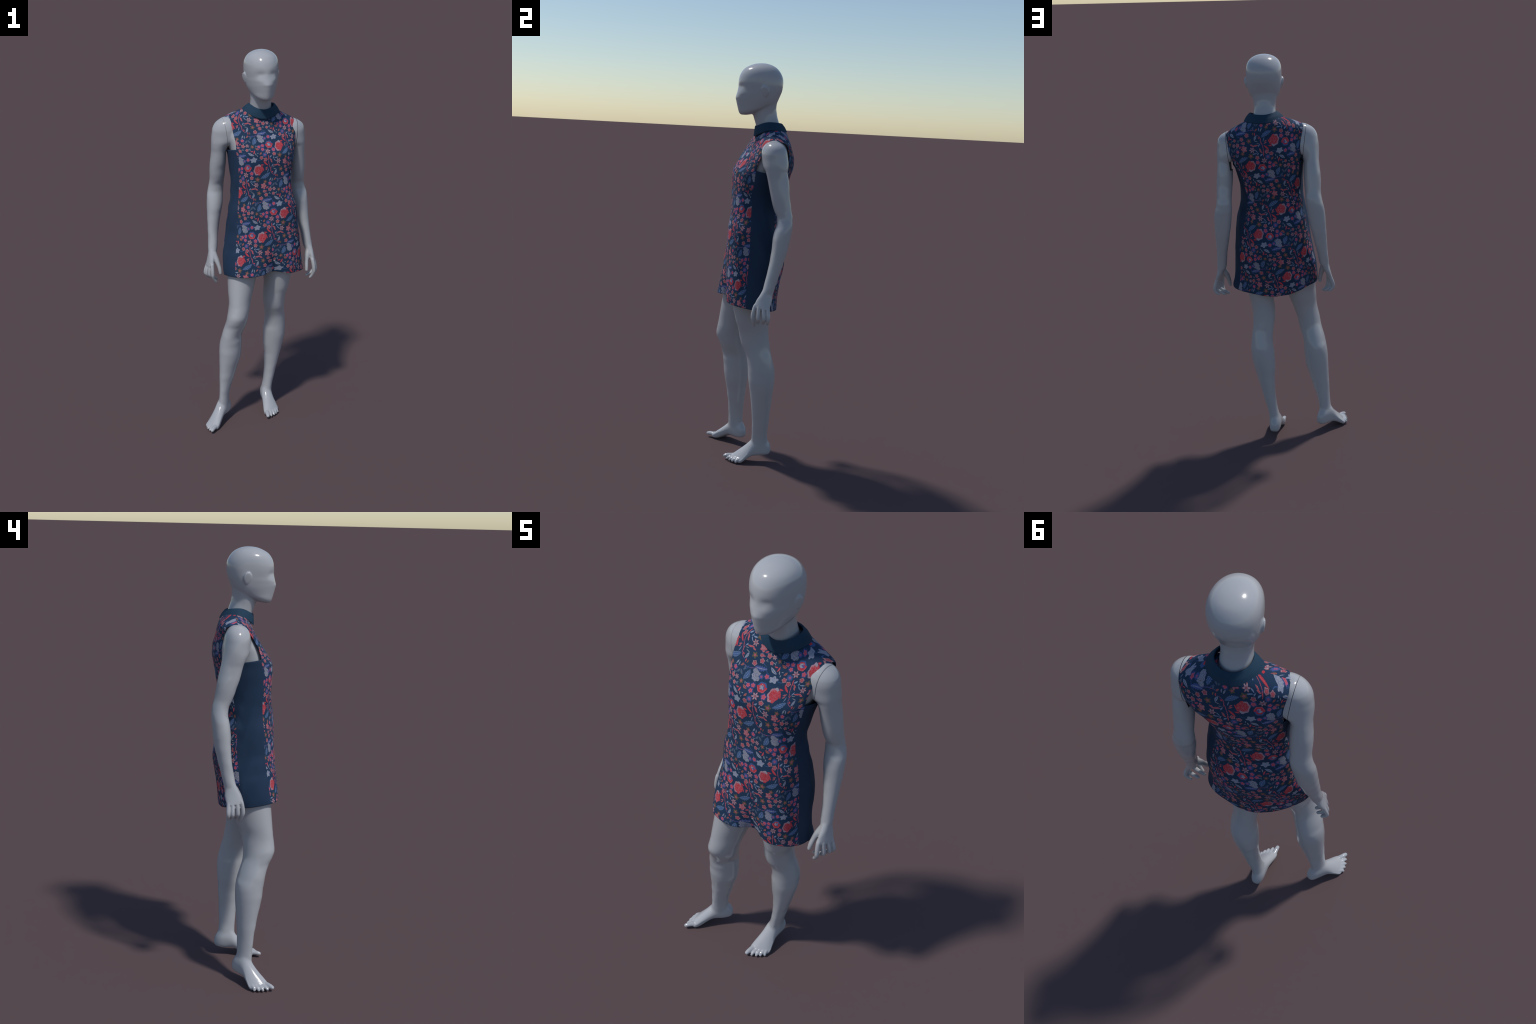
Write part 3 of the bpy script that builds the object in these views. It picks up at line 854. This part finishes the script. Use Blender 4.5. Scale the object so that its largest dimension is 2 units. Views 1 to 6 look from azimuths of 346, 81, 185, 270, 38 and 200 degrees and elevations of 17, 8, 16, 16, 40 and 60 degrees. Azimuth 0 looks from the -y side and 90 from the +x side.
def motif_group(kind):
    """A node group that draws one kind of printed motif round its own centre."""
    t = bpy.data.node_groups.new("motif_" + kind, "ShaderNodeTree")
    for nm, ty in (("Place", "NodeSocketVector"), ("Centre", "NodeSocketVector"), ("Along", "NodeSocketVector"), ("Across", "NodeSocketVector"), ("Grain", "NodeSocketFloat"), ("Thin", "NodeSocketFloat")):
        t.interface.new_socket(nm, in_out="INPUT", socket_type=ty)
    t.interface.new_socket("Color", in_out="OUTPUT", socket_type="NodeSocketColor")
    t.interface.new_socket("Mask", in_out="OUTPUT", socket_type="NodeSocketFloat")
    g = Nodes(t)
    i, o = g.new("NodeGroupInput"), g.new("NodeGroupOutput")
    d = g.vec("WRAP", g.vec("SUBTRACT", i.outputs["Place"], i.outputs["Centre"]), (.5, .5, .5), (-.5, -.5, -.5))
    x, y = g.vec("DOT_PRODUCT", d, i.outputs["Along"]), g.vec("DOT_PRODUCT", d, i.outputs["Across"])
    grain = i.outputs["Grain"]
    r = g.math("SQRT", g.math("ADD", g.math("MULTIPLY", x, x), g.math("MULTIPLY", y, y)))
    if kind in FLOWERS:
        n, depth, cols = FLOWERS[kind]
        a = g.math("ARCTAN2", y, x)
        rim = g.math("MULTIPLY_ADD", g.math("COSINE", g.math("MULTIPLY", a, n)), depth, 1 - depth)
        q = g.math("DIVIDE", r, rim)
        halo = kind in ("pinkflower", "blueflower")
        col, mask = g.ramp(q, cols), g.math("LESS_THAN", q, 1.0)
        if halo:      # soft blue shadow printed round the bloom
            rim = g.math("LESS_THAN", g.math("ADD", r, g.math("MULTIPLY", grain, 1.4)), 1.12)
            col = g.mix(mask, DUSK, col)
            mask = g.math("MAXIMUM", mask, rim)
    elif kind in LEAVES:
        cols, teeth = LEAVES[kind]
        w = g.math("SUBTRACT", 1.0, g.math("MULTIPLY", x, x))
        if teeth:
            w = g.math("MULTIPLY", w, g.math("MULTIPLY_ADD", g.math("SINE", g.math("MULTIPLY", x, 19.0)), teeth, 1 - teeth))
        bend = g.math("MULTIPLY_ADD", g.math("MULTIPLY", x, x), -.35, .15)
        q = g.math("DIVIDE", g.math("ABSOLUTE", g.math("ADD", y, bend)), g.math("MAXIMUM", w, .001))
        col, mask = g.ramp(g.math("MULTIPLY_ADD", grain, .25, q), cols), g.math("LESS_THAN", q, 1.0)
    elif kind in STEMS:
        one, two = STEMS[kind]
        c = g.math("ABSOLUTE", g.math("ADD", y, g.math("MULTIPLY_ADD", g.math("MULTIPLY", x, x), -1.2, .6)))
        mask = g.math("MULTIPLY", g.math("LESS_THAN", c, i.outputs["Thin"]), g.math("LESS_THAN", g.math("ABSOLUTE", x), 1.0))
        col = g.mix(g.math("GREATER_THAN", grain, .06), one, two)
    elif kind == "rose":
        a = g.math("ARCTAN2", y, x)
        rim = g.math("MULTIPLY_ADD", g.math("COSINE", g.math("MULTIPLY", a, 7)), .06, .94)
        q = g.math("DIVIDE", r, rim)
        swirl = g.math("FRACT", g.math("ADD", g.math("MULTIPLY", q, 2.1), g.math("MULTIPLY_ADD", a, .159, g.math("MULTIPLY", grain, 3.2))))
        inner = g.ramp(swirl, [(0, RED), (.38, CORAL), (.55, PINK), (.66, RED), (.92, MAROON)])
        edge = g.math("MULTIPLY", g.math("GREATER_THAN", q, .74), g.math("LESS_THAN", x, .25))
        col = g.mix(edge, inner, g.ramp(swirl, [(0, PINK), (.5, WHITE), (.78, CORAL)]))
        crown = g.math("MULTIPLY", g.math("GREATER_THAN", y, .62), g.math("LESS_THAN", g.math("ABSOLUTE", g.math("ADD", x, .1)), .35))
        col = g.mix(g.math("MULTIPLY", crown, .7), col, WHITE)
        mask = g.math("LESS_THAN", q, 1.0)
    elif kind == "bud":
        a = g.math("ARCTAN2", y, x)
        q = g.math("DIVIDE", r, g.math("MULTIPLY_ADD", g.math("COSINE", g.math("MULTIPLY", a, 6)), .05, .95))
        heart = g.mix(g.math("GREATER_THAN", g.math("ADD", x, g.math("MULTIPLY", grain, 2.0)), .1), WHITE, VIOLET)
        col = g.mix(g.math("GREATER_THAN", g.math("ADD", q, grain), .47), heart, RED)
        col = g.mix(g.math("MULTIPLY", g.math("GREATER_THAN", q, .80), g.math("LESS_THAN", y, -.1)), col, CORAL)
        col = g.mix(g.math("MULTIPLY", g.math("GREATER_THAN", q, .72), g.math("GREATER_THAN", y, .15)), col, BLUE)
        mask = g.math("LESS_THAN", q, 1.0)
    elif kind == "peony":
        a = g.math("ARCTAN2", y, x)
        q = g.math("DIVIDE", r, g.math("MULTIPLY_ADD", g.math("COSINE", g.math("MULTIPLY", a, 8)), .06, .94))
        s = g.math("FRACT", g.math("ADD", g.math("MULTIPLY", q, 2.6), g.math("MULTIPLY_ADD", a, .32, g.math("MULTIPLY", grain, 1.5))))
        col = g.ramp(s, [(0, WHITE), (.34, (.30, .30, .36)), (.55, VIOLET), (.68, WHITE), (.86, OLIVE)])
        mask = g.math("LESS_THAN", q, 1.0)
    elif kind == "sprout":
        a = g.math("ARCTAN2", y, x)
        q = g.math("DIVIDE", r, g.math("MULTIPLY_ADD", g.math("COSINE", g.math("MULTIPLY", a, 3)), .5, .55))
        col, mask = g.ramp(q, [(0, SLATE), (.4, (.22, .27, .30))]), g.math("LESS_THAN", q, 1.0)
    else:  # cup-shaped tulips
        a = g.math("ARCTAN2", y, x)
        q = g.math("DIVIDE", r, g.math("MULTIPLY_ADD", g.math("COSINE", g.math("MULTIPLY", a, 5)), .17, .83))
        s = g.math("FRACT", g.math("ADD", g.math("MULTIPLY", q, 1.4), g.math("MULTIPLY_ADD", x, .7, g.math("MULTIPLY", grain, 1.5))))
        cols = [(0, PALE), (.22, WHITE), (.66, VIOLET), (.78, (.40, .40, .45))] if kind == "tulip_white" else [(0, CORAL), (.28, PINK), (.72, CORAL), (.88, MAROON)]
        col, mask = g.ramp(s, cols), g.math("LESS_THAN", q, 1.0)
    g.put(o.inputs["Color"], col)
    g.put(o.inputs["Mask"], mask)
    return t


def printed_cloth(name, back, groups):
    m, g, bsdf = material(name)
    obj = g.new("ShaderNodeTexCoord").outputs["Object"]
    fine = g.noise(obj, 420, 1)
    obj_j = g.vec("ADD", obj, g.vec("SCALE", g.vec("SUBTRACT", fine.outputs["Color"], (.5, .5, .5)), (0, 0, 0)))
    scale = obj_j.node
    sc = scale.inputs[1].links[0].from_node
    sc.inputs["Scale"].default_value = .0026
    sep = g.new("ShaderNodeSeparateXYZ")
    g.put(sep.inputs[0], obj_j)
    x, y, z = sep.outputs
    # unroll the panel: distance from the panel's middle line, measured along the cloth
    table = ([(.82, .12), (.92, .13), (1.04, .155), (1.2, .12), (1.28, .115), (1.4, .143), (1.52, .16), (1.6, .149), (1.68, .13)] if back else
             [(.85, -.15), (1.05, -.14), (1.2, -.13), (1.3, -.118), (1.48, -.1155), (1.52, -.092), (1.56, -.065), (1.6, -.042), (1.64, -.024), (1.66, -.015)])
    f = g.math("MULTIPLY", g.math("SUBTRACT", z, .8), 1 / .9)
    mid = g.ramp(f, [((h - .8) / .9, ((v + .2) / .4,) * 3) for h, v in table], "LINEAR")
    mid = g.math("MULTIPLY_ADD", mid, .4, -.2)
    dx = g.math("SUBTRACT", x, .045)
    dy = g.math("MAXIMUM", g.math("SUBTRACT", mid, y) if back else g.math("SUBTRACT", y, mid), 0.0)
    arc = g.math("ADD", g.math("ABSOLUTE", dx), g.math("DIVIDE", g.math("MULTIPLY", dy, dy), g.math("ADD", dy, .03)))
    u = g.math("MULTIPLY", g.math("SIGN", dx), arc)
    v = g.math("MULTIPLY_ADD", g.math("MAXIMUM", g.math("SUBTRACT", z, 1.48), 0.0), .0 if back else .17, z)
    if back:      # the back is cut upside down and a little off the grain
        c, s = math.cos(math.radians(4.26)), math.sin(math.radians(4.26))
        p, q = g.math("SUBTRACT", g.math("MULTIPLY", u, -1.0), .043), g.math("SUBTRACT", v, 1.607)
        u = g.math("MULTIPLY", g.math("ADD", g.math("MULTIPLY", p, c), g.math("MULTIPLY", q, s)), -1.0)
        v = g.math("MULTIPLY", g.math("SUBTRACT", g.math("MULTIPLY", q, c), g.math("MULTIPLY", p, s)), -1.0)
    else:
        u, v = g.math("SUBTRACT", u, .0695), g.math("SUBTRACT", v, 1.527)
    # place inside the repeat
    (ax, ay), (bx, by) = STEP_A, STEP_B
    det = ax * by - ay * bx
    comb = g.new("ShaderNodeCombineXYZ")
    g.put(comb.inputs[0], g.math("ADD", g.math("MULTIPLY", u, by / det), g.math("MULTIPLY", v, -bx / det)))
    g.put(comb.inputs[1], g.math("ADD", g.math("MULTIPLY", u, -ay / det), g.math("MULTIPLY", v, ax / det)))
    place = comb.outputs[0]
    grain = g.math("SUBTRACT", g.noise(obj, 190, 2).outputs[0], .5)
    ground = g.mix(g.math("MULTIPLY_ADD", grain, 1.2, .4, True), NAVY, tuple(1.35 * k for k in NAVY))
    col = ground
    order = lambda k: 0 if k in STEMS else 1 if k in LEAVES else 2
    for kind, s, t, a, b, deg in sorted(MOTIFS, key=lambda k: order(k[0])):
        n = g.new("ShaderNodeGroup", node_tree=groups[kind])
        th = math.radians(deg)
        if order(kind) == 2:      # petals reach a little past the drawn radius
            a, b = (a * .98, b * .98) if kind == "rose" else (a * 1.10, b * 1.10)
        c, si = math.cos(th), math.sin(th)
        g.put(n.inputs["Place"], place)
        g.put(n.inputs["Grain"], grain)
        n.inputs["Centre"].default_value = (s, t, 0)
        n.inputs["Along"].default_value = ((c * ax + si * ay) / a, (c * bx + si * by) / a, 0)
        n.inputs["Across"].default_value = ((-si * ax + c * ay) / b, (-si * bx + c * by) / b, 0)
        n.inputs["Thin"].default_value = .0012 / b
        col = g.mix(n.outputs["Mask"], col, n.outputs["Color"])
    # threads: tiny light and dark flecks
    fleck = g.noise(obj, 900, 1).outputs[0]
    g.put(bsdf.inputs["Base Color"], g.mix(g.math("MULTIPLY", g.math("SUBTRACT", fleck, .35, 0, True), .5), col, ground))
    bsdf.inputs["Roughness"].default_value = .85
    bsdf.inputs["Specular IOR Level"].default_value = .25
    bp = g.new("ShaderNodeBump")
    bp.inputs["Strength"].default_value, bp.inputs["Distance"].default_value = .12, .0006
    g.put(bp.inputs["Height"], fleck)
    g.put(bsdf.inputs["Normal"], bp.outputs[0])
    return m


def plain_cloth(name, colour, ribs):
    m, g, bsdf = material(name)
    obj = g.new("ShaderNodeTexCoord").outputs["Object"]
    n = g.noise(obj, 14, 3).outputs[0]
    f = g.noise(obj, 700, 1).outputs[0]
    col = g.mix(g.math("MULTIPLY_ADD", n, .7, g.math("MULTIPLY", f, .3), True), tuple(.8 * k for k in colour), tuple(1.2 * k for k in colour))
    height = f
    if ribs:
        sep = g.new("ShaderNodeSeparateXYZ")
        g.put(sep.inputs[0], obj)
        a = g.math("ARCTAN2", g.math("SUBTRACT", sep.outputs[1], .046), g.math("SUBTRACT", sep.outputs[0], .059))
        rib = g.math("SINE", g.math("MULTIPLY", a, 120.0))
        col = g.mix(g.math("MULTIPLY_ADD", rib, .16, .16), col, tuple(.55 * k for k in colour))
        height = rib
    g.put(bsdf.inputs["Base Color"], col)
    bsdf.inputs["Roughness"].default_value = .8
    bsdf.inputs["Specular IOR Level"].default_value = .3
    bp = g.new("ShaderNodeBump")
    bp.inputs["Strength"].default_value, bp.inputs["Distance"].default_value = .2, .0007
    g.put(bp.inputs["Height"], height)
    g.put(bsdf.inputs["Normal"], bp.outputs[0])
    return m


def glossy_plastic():
    m, g, bsdf = material("glossy_grey_plastic")
    obj = g.new("ShaderNodeTexCoord").outputs["Object"]
    n = g.noise(obj, 3.0, 3).outputs[0]
    g.put(bsdf.inputs["Base Color"], g.mix(n, (.440, .445, .460), (.458, .463, .478)))
    bsdf.inputs["Roughness"].default_value = .17
    bsdf.inputs["IOR"].default_value = 1.5
    return m


groups = {k: motif_group(k) for k in {row[0] for row in MOTIFS}}
build(glossy_plastic(), printed_cloth("floral_cloth", False, groups), printed_cloth("floral_cloth_reversed", True, groups),
      plain_cloth("navy_cloth", (.0155, .038, .080), False), plain_cloth("ribbed_navy_knit", (.015, .050, .092), True))
